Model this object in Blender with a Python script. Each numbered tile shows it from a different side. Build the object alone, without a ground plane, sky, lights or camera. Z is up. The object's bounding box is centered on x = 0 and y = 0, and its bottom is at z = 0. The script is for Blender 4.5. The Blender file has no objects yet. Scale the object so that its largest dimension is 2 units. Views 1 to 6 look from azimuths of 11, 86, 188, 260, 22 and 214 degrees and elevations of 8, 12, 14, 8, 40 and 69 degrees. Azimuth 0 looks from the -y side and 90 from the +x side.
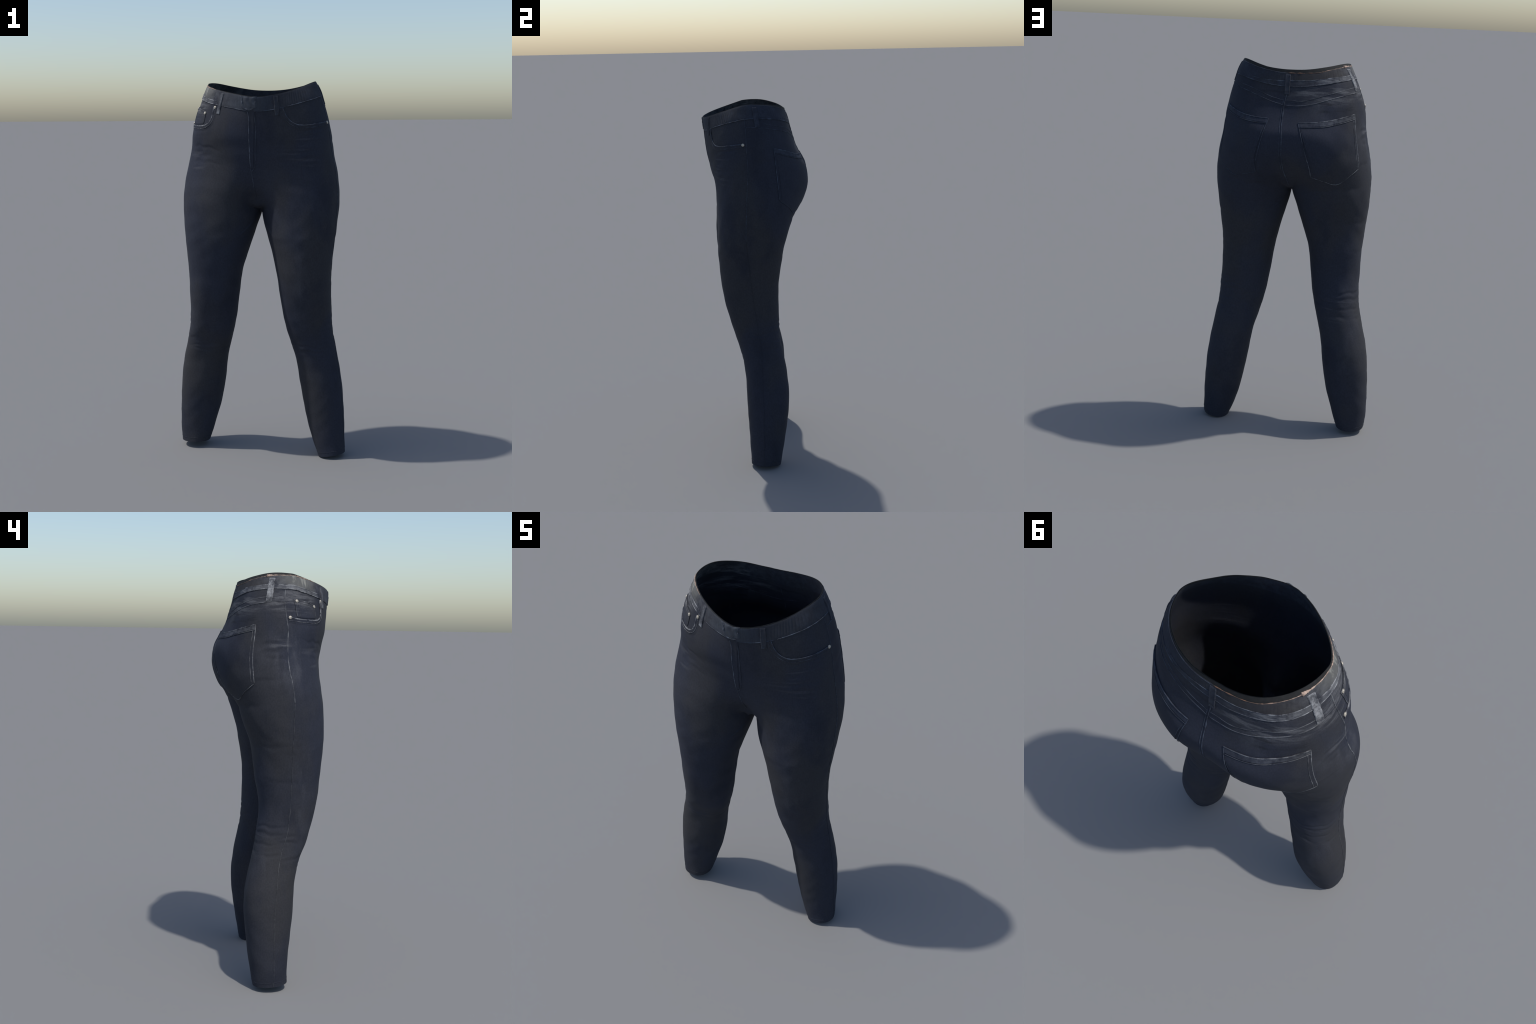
import bpy, bmesh, math, random
import numpy as np
from mathutils import Vector
from mathutils.bvhtree import BVHTree

random.seed(7)
np.random.seed(7)

# ---------------------------------------------------------------- profiles
# Cross-sections of the trousers: legs (height: centre x, centre y, half width,
# depth to the front, depth to the back) and hips (the same with the roundness
# of the front and back halves and the depth of the seat cleft).
LEG_Z = [0.0, 0.12, 0.26, 0.4, 0.52, 0.62, 0.7, 0.78, 0.9, 1.02, 1.14, 1.26, 1.38]
LEG_R = [(-0.383, 0.057, 0.071, 0.084, 0.083, -0.045),
    (-0.369, 0.068, 0.095, 0.095, 0.090, -0.038),
    (-0.347, 0.068, 0.113, 0.112, 0.104, -0.026),
    (-0.329, 0.059, 0.121, 0.118, 0.120, -0.013),
    (-0.311, 0.043, 0.119, 0.111, 0.123, 0.001),
    (-0.285, 0.020, 0.119, 0.113, 0.118, 0.015),
    (-0.262, -0.004, 0.121, 0.128, 0.119, 0.027),
    (-0.249, -0.020, 0.126, 0.137, 0.123, 0.041),
    (-0.240, -0.028, 0.135, 0.159, 0.128, 0.050),
    (-0.232, -0.030, 0.146, 0.171, 0.152, 0.044),
    (-0.219, -0.026, 0.170, 0.189, 0.158, 0.038),
    (-0.205, -0.019, 0.196, 0.203, 0.174, 0.035),
    (-0.186, -0.008, 0.217, 0.212, 0.201, 0.031)]
LEG_L = [(0.394, -0.008, 0.072, 0.065, 0.097, 0.148),
    (0.367, 0.020, 0.092, 0.097, 0.090, 0.163),
    (0.346, 0.034, 0.106, 0.117, 0.100, 0.170),
    (0.328, 0.032, 0.113, 0.120, 0.114, 0.170),
    (0.310, 0.022, 0.113, 0.114, 0.116, 0.166),
    (0.288, 0.010, 0.118, 0.118, 0.113, 0.167),
    (0.270, -0.002, 0.123, 0.129, 0.110, 0.170),
    (0.260, -0.016, 0.129, 0.140, 0.121, 0.174),
    (0.250, -0.032, 0.136, 0.157, 0.138, 0.185),
    (0.243, -0.040, 0.146, 0.170, 0.148, 0.197),
    (0.234, -0.032, 0.165, 0.187, 0.157, 0.206),
    (0.224, -0.019, 0.190, 0.205, 0.162, 0.206),
    (0.215, -0.006, 0.209, 0.189, 0.194, 0.204)]
TORSO_Z = [1.34, 1.44, 1.54, 1.64, 1.74, 1.84, 1.93, 2.02]
TORSO = [(0.011, -0.025, 0.419, 0.210, 0.197, 2.210, 2.211, 0.041, -0.034),
    (0.013, -0.023, 0.414, 0.213, 0.289, 2.326, 2.306, 0.035, -0.028),
    (0.014, -0.020, 0.400, 0.205, 0.325, 2.238, 2.121, 0.023, -0.043),
    (0.013, -0.018, 0.380, 0.225, 0.317, 2.070, 2.243, 0.011, -0.095),
    (0.012, -0.021, 0.367, 0.244, 0.264, 1.939, 2.434, 0.004, -0.076),
    (0.013, -0.030, 0.348, 0.244, 0.236, 1.700, 2.329, 0.001, -0.093),
    (0.021, -0.040, 0.315, 0.241, 0.221, 1.635, 2.247, 0.003, -0.038),
    (0.024, -0.043, 0.269, 0.101, 0.199, 1.907, 2.168, 0.003, 0.038)]
HEM_R = (0.0268, -0.0004, -0.0060)          # height, tilt along x, tilt along y
HEM_L = (0.0104, 0.0128, -0.0048)
RIM = (1.9721, 0.0009, 0.0201, 0.0277, -0.0007, 0.0024, -0.0006, -0.0020, -0.0028, -0.0008, -0.0007)  # waist edge, harmonics of the angle
MID = 0.013                                 # plane between the legs
CROTCH, CROTCH_FRONT, CROTCH_BACK = 1.328, 1.350, 1.345

LEG_Z, TORSO_Z = np.array(LEG_Z), np.array(TORSO_Z)
LEG = {-1: np.array(LEG_R), 1: np.array(LEG_L)}
HEM = {-1: HEM_R, 1: HEM_L}
TORSO = np.array(TORSO)
TAU = 2 * math.pi


def spline(zk, y, z):
    m = np.gradient(y, zk, axis=0)
    i = np.clip(np.searchsorted(zk, z) - 1, 0, len(zk) - 2)
    h = (zk[i + 1] - zk[i])
    t = ((z - zk[i]) / h)[..., None]
    h = h[..., None]
    return ((2*t**3 - 3*t**2 + 1) * y[i] + (t**3 - 2*t**2 + t) * h * m[i]
            + (-2*t**3 + 3*t**2) * y[i + 1] + (t**3 - t**2) * h * m[i + 1])


def power(c, n):
    return np.sign(c) * np.abs(c) ** (2 / n)


DENSE = np.linspace(0, TAU, 361)


def turned(q, x, y, yaw):
    return q[..., 0] + x * np.cos(yaw) - y * np.sin(yaw), q[..., 1] + x * np.sin(yaw) + y * np.cos(yaw)


def leg_section(side, z, th=DENSE):
    q = spline(LEG_Z, LEG[side], z + 0 * th)
    c, s = np.cos(th), np.sin(th)
    b = np.where(s < 0, q[..., 3], q[..., 4])
    return turned(q, q[..., 2] * power(c, 2.15), b * power(s, 2.15), q[..., 5])


def torso_section(z, th=DENSE):
    q = spline(TORSO_Z, TORSO, z + 0 * th)
    c, s = np.cos(th), np.sin(th)
    n = np.where(s < 0, q[..., 5], q[..., 6])
    sx = power(c, n)
    groove = np.exp(-(sx / 0.3) ** 2)
    fork = 0.13 * np.clip((1.52 - z) / 0.16, 0, 1) ** 1.4
    b = np.where(s < 0, q[..., 3] - fork * np.exp(-(sx / 0.16) ** 2), q[..., 4] - q[..., 7] * groove)
    return turned(q, q[..., 2] * sx, b * power(s, n), q[..., 8])


def rim_height(th):
    z = RIM[0] + 0 * th
    for i in range(1, 6):
        z = z + RIM[2*i - 1] * np.cos(i * th) + RIM[2*i] * np.sin(i * th)
    return z


def radial(xy, centre, side, ang):
    """Radius of a closed section seen from a centre, at angles measured from the outer side."""
    dx, dy = (xy[0] - centre[0]) * side, xy[1] - centre[1]
    a = np.arctan2(dy, dx)
    r = np.hypot(dx, dy)
    o = np.argsort(a)
    return np.interp(ang, a[o], r[o], period=TAU)


def smooth_max(a, b, k):
    h = np.clip(0.5 + 0.5 * (a - b) / k, 0, 1)
    return b * (1 - h) + a * h + k * h * (1 - h)


def sstep(a, b, x):
    t = np.clip((x - a) / (b - a), 0, 1)
    return t * t * (3 - 2 * t)


def centre(side, z):
    q = spline(LEG_Z, LEG[side], np.atleast_1d(min(z, 1.30)))[0]
    t = float(sstep(1.0, 1.35, z))
    up = float(sstep(1.5, 2.0, z))
    return (q[0] * (1 - t) + (MID + side * (0.20 - 0.06 * up)) * t, q[1] * (1 - t) + (-0.015) * t)


# Muscle and seat bulges that the plain sections leave out: side, height, its spread,
# direction (degrees from the outer side, minus to the front), its spread, amount.
BULGES = [(-1, 0.46, 0.20, 50, 40, 0.009),
          (-1, 0.72, 0.12, 60, 40, 0.014),
          (-1, 0.60, 0.20, -140, 35, 0.012),
          (-1, 0.95, 0.22, 130, 40, -0.006),
          (-1, 1.28, 0.06, 70, 45, 0.014),
          (-1, 1.40, 0.10, -52, 35, 0.013),
          (-1, 1.69, 0.08, 55, 40, -0.010),
          (-1, 1.91, 0.05, 60, 32, 0.015),
          (1, 1.84, 0.07, 60, 35, 0.012),
          (1, 0.95, 0.25, 110, 45, -0.006),
          (1, 1.34, 0.06, 80, 40, 0.005),
          (-1, 1.34, 0.06, 85, 35, 0.006),
          (1, 1.86, 0.06, -52, 30, 0.008),
          (1, 1.33, 0.12, -42, 32, 0.007),
          (1, 1.39, 0.10, -60, 38, 0.018)]
ANG = np.linspace(-math.pi, math.pi, 720, endpoint=False)
ZS = np.arange(0.0, 2.045, 0.01)


def blur(a, sigma):
    """Gaussian blur along the height axis, in table rows."""
    k = np.exp(-0.5 * (np.arange(-12, 13) / sigma) ** 2)
    k /= k.sum()
    p = np.concatenate([np.repeat(a[:1], 12, 0), a, np.repeat(a[-1:], 12, 0)])
    return sum(k[i] * p[i:i + len(a)] for i in range(25))


def outline(side, z):
    """Union outline of one leg and the hips at a height, as radius over ANG about the tube's centre."""
    c = centre(side, z)
    r = None
    if z < 1.54:
        r = radial(leg_section(side, min(z, 1.38)), c, side, ANG) - 0.5 * max(0.0, z - 1.38)
    if z > 1.28:
        t = radial(torso_section(max(z, 1.36)), c, side, ANG) - 1.2 * max(0.0, 1.38 - z)
        if z < 1.36:      # below the fork the hips give no inner side
            t = t - 40.0 * min(0.06, 1.36 - z) * np.clip((np.abs(ANG) - 1.75) / 0.5, 0, 1) ** 2
        r = t if r is None else smooth_max(r, t, 0.012)
    return c, r


def fork_line(z, sign):
    """Where the union of both halves crosses the plane between the legs, front (-1) or back (1)."""
    best = []
    for side in (1, -1):
        c, r = outline(side, z)
        x = (c[0] - MID) * side + r * np.cos(ANG)
        y = c[1] + r * np.sin(ANG)
        ok = (x < 0) & (y * sign > -0.02)
        best.append(np.max(y[ok] * sign) if ok.any() else 0.02)
    return max(best) * sign


def tube_table(side):
    """Outline table over height and angle, with the angles of the front and back mid-plane corners."""
    C, R, AF, AB = [], [], [], []
    for z in ZS:
        c, r = outline(side, z)
        af, ab = -2.0, 2.0
        if z > 1.15:
            w = float(sstep(1.15, 1.34, z))
            zz = max(z, 1.345)
            af = af * (1 - w) + w * math.atan2(fork_line(zz, -1) - c[1], (MID - c[0]) * side)
            ab = ab * (1 - w) + w * math.atan2(fork_line(zz, 1) - c[1], (MID - c[0]) * side)
        if z > 1.345:
            r = np.minimum(r, np.where(np.cos(ANG) < -0.05, (c[0] - MID) * side / np.maximum(-np.cos(ANG), 0.05), 9))
        C.append(c); R.append(r); AF.append(af); AB.append(ab)
    C, R = np.array(C), np.array(R)
    soft = (sstep(1.18, 1.28, ZS) * (1 - sstep(1.48, 1.58, ZS)))[:, None]
    soft = soft * sstep(-0.35, 0.1, np.cos(ANG))[None]
    R = blur(R, 0.8) * (1 - soft) + blur(R, 4.0) * soft
    for s, z0, dz, a0, da, amount in BULGES:
        if s == side:
            turn = (ANG - math.radians(a0) + math.pi) % TAU - math.pi
            R = R + amount * np.exp(-((ZS[:, None] - z0) / dz) ** 2 - (turn[None] / math.radians(da)) ** 2)
    return C, R, np.array(AF), np.array(AB)


TABLE = {s: tube_table(s) for s in (1, -1)}


def tube_point(side, z, frac, inner):
    """frac 0..1 runs front to back over the outer side, or back to front over the inner side."""
    C, R, AF, AB = TABLE[side]
    i = min(max(int(z / 0.01), 0), len(ZS) - 2)
    t = z / 0.01 - i
    c = C[i] * (1 - t) + C[i + 1] * t
    af, ab = AF[i] * (1 - t) + AF[i + 1] * t, AB[i] * (1 - t) + AB[i + 1] * t
    a = af + (ab - af) * frac if not inner else ab + (af + TAU - ab) * frac
    g = ((a + math.pi) % TAU) / TAU * 720
    k = int(g) % 720
    u = g - int(g)
    n = (k + 1) % 720
    rr = (R[i, k] * (1 - u) + R[i, n] * u) * (1 - t) + (R[i + 1, k] * (1 - u) + R[i + 1, n] * u) * t
    return np.array([c[0] + side * rr * math.cos(a), c[1] + rr * math.sin(a), z]), a


N_OUT, N_IN, N_LEG, N_TOP, N_BAND = 110, 60, 290, 140, 16


def rim_curve():
    th = DENSE
    z = rim_height(th)
    x, y = torso_section(z, th)
    return x, y, z


def build_grid():
    """Rings of both halves. Returns vertex array and quads with a (side, zone, column, row) tag."""
    rx, ry, rz = rim_curve()
    V, F, T = [], [], []
    index = {}

    def put(key, p):
        if key not in index:
            index[key] = len(V)
            V.append(p)
        return index[key]

    for side in (1, -1):
        c = centre(side, 1.97)
        ra = np.arctan2(ry - c[1], (rx - c[0]) * side)
        o = np.argsort(ra)
        # ring 0
        z0 = []
        for i in range(N_OUT + 1):
            f = i / N_OUT
            z0.append(CROTCH_FRONT + (CROTCH_BACK - CROTCH_FRONT) * f)
        for i in range(N_OUT + 1):
            f = i / N_OUT
            centre_col = i in (0, N_OUT)
            zr = z0[i] + 0.5
            for _ in range(6):
                zr = 1.97 if _ == 0 else zr
                a = tube_point(side, zr, f, False)[1]
                cc = centre(side, zr)
                ra = np.arctan2(ry - cc[1], (rx - cc[0]) * side)
                o = np.argsort(ra)
                zr = float(np.interp((a + math.pi) % TAU - math.pi, ra[o], rz[o], period=TAU))
            for j in range(N_TOP + 1):
                zb = zr - (0.068 + 0.010 * math.cos(math.pi * f / 2) ** 4 + 0.016 * math.sin(math.pi * f / 2) ** 4)   # lower edge of the waistband
                if j <= N_TOP - N_BAND:
                    z = z0[i] + (zb - z0[i]) * j / (N_TOP - N_BAND)
                else:
                    z = zb + (zr - zb) * (j - N_TOP + N_BAND) / N_BAND
                p = tube_point(side, z, f, False)[0]
                if centre_col:
                    p[0] = MID
                    key = ('mid', i, j)
                else:
                    key = (side, i, j)
                put(key, p)
        # saddle, from the back to the front
        pf, pb = V[index[('mid', 0, 0)]], V[index[('mid', N_OUT, 0)]]
        for k in range(1, N_IN):
            u = k / N_IN
            e = (2 * u - 1)
            top = pb[2] * (1 - u) + pf[2] * u
            z = CROTCH + (top - CROTCH) * abs(e) ** 2.2
            put(('mid', N_OUT + k, 0), np.array([MID, pb[1] * (1 - u) + pf[1] * u, z]))
        # leg rings
        hem = HEM[side]
        for k in range(N_OUT + N_IN):
            inner = k > N_OUT
            f = (k - N_OUT) / N_IN if inner else k / N_OUT
            top = V[index[('mid', k, 0)]] if (k in (0, N_OUT) or inner) else V[index[(side, k, 0)]]
            for j in range(1, N_LEG + 1):
                t = (j / N_LEG) ** 1.0
                a = tube_point(side, 0.1, f, inner)[1]
                zh = max(0.0, hem[0] + hem[1] * side * math.cos(a) + hem[2] * math.sin(a))
                z = top[2] * (1 - t) + zh * t
                p = tube_point(side, z, f, inner)[0]
                lim = MID + side * 0.004 * min(1.0, j / 4)
                if (p[0] - lim) * side < 0:
                    p[0] = lim
                put((side, k, -j), p)

        def at(k, j):
            k = k % (N_OUT + N_IN)
            for key in (('mid', k, j), (side, k, j)):
                if key in index:
                    return index[key]
            raise KeyError((k, j))

        for k in range(N_OUT + N_IN):
            for j in range(0, -N_LEG, -1):
                q = [at(k, j), at(k + 1, j), at(k + 1, j - 1), at(k, j - 1)]
                F.append(q if side < 0 else q[::-1])
                T.append((side, k, j - 1))
        for k in range(N_OUT):
            for j in range(N_TOP):
                q = [at(k, j + 1), at(k + 1, j + 1), at(k + 1, j), at(k, j)]
                F.append(q if side < 0 else q[::-1])
                T.append((side, k, j))
    return np.array(V), F, T, index


def fair(V, F, weight, rounds, back=0.0):
    """Laplacian smoothing of the vertices, scaled by a weight per vertex;
    with back, every other round pushes outward again so that the volume stays."""
    e = set()
    for q in F:
        for a, b in zip(q, q[1:] + q[:1]):
            e.add((min(a, b), max(a, b)))
    e = np.array(sorted(e))
    deg = np.zeros(len(V))
    np.add.at(deg, e[:, 0], 1)
    np.add.at(deg, e[:, 1], 1)
    for r in range(rounds):
        s = np.zeros_like(V)
        np.add.at(s, e[:, 0], V[e[:, 1]])
        np.add.at(s, e[:, 1], V[e[:, 0]])
        d = s / deg[:, None] - V
        V = V + d * (weight * (0.6 if r % 2 == 0 or not back else -back))[:, None]
    return V


def fair_columns(V, weight, rounds):
    """Smooths each outer column along its length only, the waist edge held."""
    V = V.copy()
    for side in (1, -1):
        ids = np.array([[INDEX.get(('mid', k, j), INDEX.get((side, k, j))) for j in range(-N_LEG, N_TOP + 1)]
                        for k in range(N_OUT + 1)])
        P, w = V[ids], weight[ids][..., None]
        w[:, 0] = w[:, -1] = 0
        for _ in range(rounds):
            d = np.zeros_like(P)
            d[:, 1:-1] = (P[:, :-2] + P[:, 2:]) / 2 - P[:, 1:-1]
            P = P + d * w * 0.8
        V[ids] = P
    return V


V, F, T, INDEX = build_grid()
d = V - np.array([MID, 0, CROTCH + 0.02])
V = fair(V, F, np.exp(-((d[:, 0] / 0.04) ** 2 + (d[:, 2] / 0.04) ** 2)), 3)
hips = sstep(1.22, 1.34, V[:, 2]) * (1 - sstep(1.84, 1.89, V[:, 2])) * sstep(0.015, 0.05, np.abs(V[:, 0] - MID))
V = fair(V, F, hips, 140, 0.63)
# the front drops back into a valley where the fly runs down between the thighs
V[:, 1] += 0.044 * np.exp(-((V[:, 0] - MID) / 0.075) ** 2 - ((V[:, 2] - 1.395) / 0.055) ** 2) * np.clip((0.02 - V[:, 1]) / 0.09, 0, 1)
V[:, 1] += 0.024 * np.exp(-((V[:, 0] - MID) / 0.10) ** 2 - ((V[:, 2] - 1.49) / 0.065) ** 2) * np.clip(-V[:, 1] / 0.09, 0, 1)
V = fair_columns(V, sstep(1.76, 1.86, V[:, 2]) * (0.12 + 0.88 * sstep(0.05, -0.05, V[:, 1])), 400)
V = fair_columns(V, sstep(1.20, 1.28, V[:, 2]) * (1 - sstep(1.46, 1.54, V[:, 2]))
                 * sstep(0.015, 0.06, np.abs(V[:, 0] - MID)), 90)
V = fair_columns(V, sstep(1.20, 1.32, V[:, 2]) * (1 - sstep(1.50, 1.62, V[:, 2])) * sstep(-0.04, -0.12, V[:, 1])
                 * sstep(0.02, 0.07, np.abs(V[:, 0] - MID)), 220)
V = fair(V, F, sstep(1.26, 1.34, V[:, 2]) * (1 - sstep(1.50, 1.58, V[:, 2])) * sstep(-0.05, -0.12, V[:, 1])
         * sstep(0.015, 0.05, np.abs(V[:, 0] - MID)), 30)
V[:, 2] -= V[:, 2].min()


# ---------------------------------------------------------------- creases
def azimuth(P, cx=MID, cy=-0.02):
    """Direction round the body axis in degrees: 0 front, 90 wearer's left, 180 back."""
    return np.degrees(np.arctan2(P[..., 0] - cx, -(P[..., 1] - cy)))


def wrap(a):
    return (a + 180) % 360 - 180


def vertex_normals(V, F):
    N = np.zeros_like(V)
    f = np.array(F)
    n = np.cross(V[f[:, 2]] - V[f[:, 0]], V[f[:, 3]] - V[f[:, 1]])
    for i in range(4):
        np.add.at(N, f[:, i], n)
    return N / (np.linalg.norm(N, axis=1)[:, None] + 1e-12)


# A crease: which body (0 hips, 1 / -1 a leg), direction and height of its middle,
# half length in degrees, rise per degree (m), width (m), depth (m).
CREASES = [(0, -62, 1.668, 16, -0.0009, 0.008, 0.0022), (0, -60, 1.590, 14, -0.0005, 0.008, 0.0018),
           (0, -66, 1.630, 12, -0.0008, 0.010, 0.0016), (0, 56, 1.645, 17, 0.0006, 0.009, 0.0020),
           (0, 57, 1.608, 16, 0.0008, 0.008, 0.0020), (0, 50, 1.690, 14, 0.0004, 0.010, 0.0014), (0, 60, 1.750, 15, 0.0005, 0.008, 0.0018), (0, 63, 1.725, 13, 0.0008, 0.008, 0.0016),
           (0, -104, 1.665, 9, 0.0016, 0.010, 0.0030), (0, -103, 1.630, 10, 0.0012, 0.010, 0.0026),
           (0, -100, 1.600, 9, -0.0006, 0.009, 0.0020), (0, -106, 1.500, 14, 0.0004, 0.010, 0.0016),
           (0, 100, 1.700, 8, 0.0006, 0.010, 0.0016),
           (0, 137, 1.376, 22, -0.0009, 0.012, 0.0030), (0, -137, 1.360, 24, 0.0007, 0.012, 0.0030)]
for side, base in ((-1, 0.0), (1, 0.01)):
    for az, z, half, rise, width, depth in (
            (-150, 0.790, 55, 0.00010, 0.007, 0.0026), (-140, 0.758, 60, -0.00008, 0.008, 0.0028),
            (-155, 0.708, 55, 0.00012, 0.007, 0.0024), (-140, 0.664, 55, -0.00010, 0.008, 0.0022),
            (150, 0.735, 40, 0.00015, 0.007, 0.0020), (150, 0.690, 40, -0.00012, 0.007, 0.0018),
            (-95, 0.742, 22, 0.0003, 0.007, 0.0026), (-88, 0.722, 26, -0.0002, 0.007, 0.0024),
            (-60, 0.640, 28, 0.0002, 0.008, 0.0020), (-5, 0.605, 45, 0.00018, 0.007, 0.0020),
            (5, 0.578, 42, -0.00020, 0.007, 0.0022), (50, 0.590, 30, 0.0003, 0.007, 0.0016),
            (-120, 1.180, 50, 0.0002, 0.012, 0.0016), (-100, 1.010, 40, -0.0002, 0.012, 0.0012)):
        CREASES.append((side, az * (1 if side < 0 else -1), z + base, half, rise * (1 if side < 0 else -1), width, depth))


def crease_field(V):
    off = np.zeros(len(V))
    rng = np.random.default_rng(11)
    wob = 0.004 * np.sin(V[:, 0] * 61 + 3 * np.sin(V[:, 1] * 23)) + 0.003 * np.sin(V[:, 1] * 83 + V[:, 0] * 37)
    for part, a0, z0, half, rise, width, depth in CREASES:
        if part == 0:
            a = azimuth(V)
            ok = V[:, 2] > 1.30
        else:
            q = spline(LEG_Z, LEG[part], np.clip(V[:, 2], 0, 1.3))
            a = azimuth(V, q[:, 0], q[:, 1])
            ok = (V[:, 2] < 1.29) & ((V[:, 0] - MID) * part > 0)
        d = wrap(a - a0)
        t = (V[:, 2] - z0 - rise * d - wob) / width
        along = np.exp(-(d / half) ** 4)
        off += np.where(ok, along * depth * 0.6 * (-np.exp(-t * t) + 0.55 * np.exp(-(t - 1.9) ** 2 / 1.6) + 0.35 * np.exp(-(t + 2.0) ** 2 / 2.0)), 0)
    # faint slackness of the cloth
    off += 0.0009 * np.sin(V[:, 2] * 47 + 4 * np.sin(V[:, 0] * 9)) * np.sin(V[:, 0] * 31 + V[:, 1] * 27 + 2 * np.sin(V[:, 2] * 13))
    return off


N = vertex_normals(V, F)
V_SMOOTH, N_SMOOTH = V.copy(), N.copy()      # the inside wall stays free of the creases
edge = np.minimum(1, np.maximum(0, V[:, 2] / 0.03))
V = V + N * (crease_field(V) * edge)[:, None]
V[:, 2] = np.maximum(V[:, 2], 0.0)
N = vertex_normals(V, F)
TREE = BVHTree.FromPolygons([tuple(v) for v in V], F)


# ---------------------------------------------------------------- materials
def new_material(name):
    m = bpy.data.materials.new(name)
    m.use_nodes = True
    nt = m.node_tree
    return m, nt, nt.nodes['Principled BSDF']


def add(nt, kind, **props):
    n = nt.nodes.new(kind)
    for k, v in props.items():
        if k in n.inputs:
            n.inputs[k].default_value = v
        else:
            setattr(n, k, v)
    return n


def noise(nt, co, scale, detail=4.0, rough=0.55, stretch=None, shift=(0, 0, 0)):
    mp = add(nt, 'ShaderNodeMapping')
    mp.inputs['Scale'].default_value = stretch or (1, 1, 1)
    mp.inputs['Location'].default_value = shift
    nt.links.new(co, mp.inputs['Vector'])
    n = add(nt, 'ShaderNodeTexNoise', Scale=scale, Detail=detail, Roughness=rough)
    nt.links.new(mp.outputs['Vector'], n.inputs['Vector'])
    return n.outputs['Fac']


def remap(nt, v, lo, hi, a=0.0, b=1.0):
    n = add(nt, 'ShaderNodeMapRange', interpolation_type='SMOOTHSTEP')
    for i, x in zip(('From Min', 'From Max', 'To Min', 'To Max'), (lo, hi, a, b)):
        n.inputs[i].default_value = x
    nt.links.new(v, n.inputs['Value'])
    return n.outputs['Result']


def maths(nt, op, a, b):
    n = add(nt, 'ShaderNodeMath', operation=op)
    for i, x in enumerate((a, b)):
        if isinstance(x, (int, float)):
            n.inputs[i].default_value = x
        else:
            nt.links.new(x, n.inputs[i])
    return n.outputs[0]


def mix(nt, fac, a, b, blend='MIX'):
    n = add(nt, 'ShaderNodeMix', data_type='RGBA', blend_type=blend)
    for sock, x in ((n.inputs[0], fac), (n.inputs[6], a), (n.inputs[7], b)):
        if isinstance(x, (int, float)):
            sock.default_value = x
        elif isinstance(x, tuple):
            sock.default_value = (*x, 1)
        else:
            nt.links.new(x, sock)
    return n.outputs[2]


def blob(nt, co, at, radius, soft=0.5):
    """1 inside a soft ellipsoid round a place on the garment, 0 outside."""
    mp = add(nt, 'ShaderNodeMapping', vector_type='TEXTURE')
    mp.inputs['Location'].default_value = at
    mp.inputs['Scale'].default_value = radius
    nt.links.new(co, mp.inputs['Vector'])
    ln = add(nt, 'ShaderNodeVectorMath', operation='LENGTH')
    nt.links.new(mp.outputs['Vector'], ln.inputs[0])
    return remap(nt, ln.outputs['Value'], soft, 1.0, 1.0, 0.0)


NAVY = (0.0235, 0.0275, 0.0420)
CHARCOAL = (0.0325, 0.0330, 0.0365)
INK = (0.0175, 0.0205, 0.0320)
FADED = (0.0600, 0.0630, 0.0760)
PALE = (0.2500, 0.2560, 0.2650)
BLUE_WORN = (0.0800, 0.1050, 0.1500)


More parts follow.
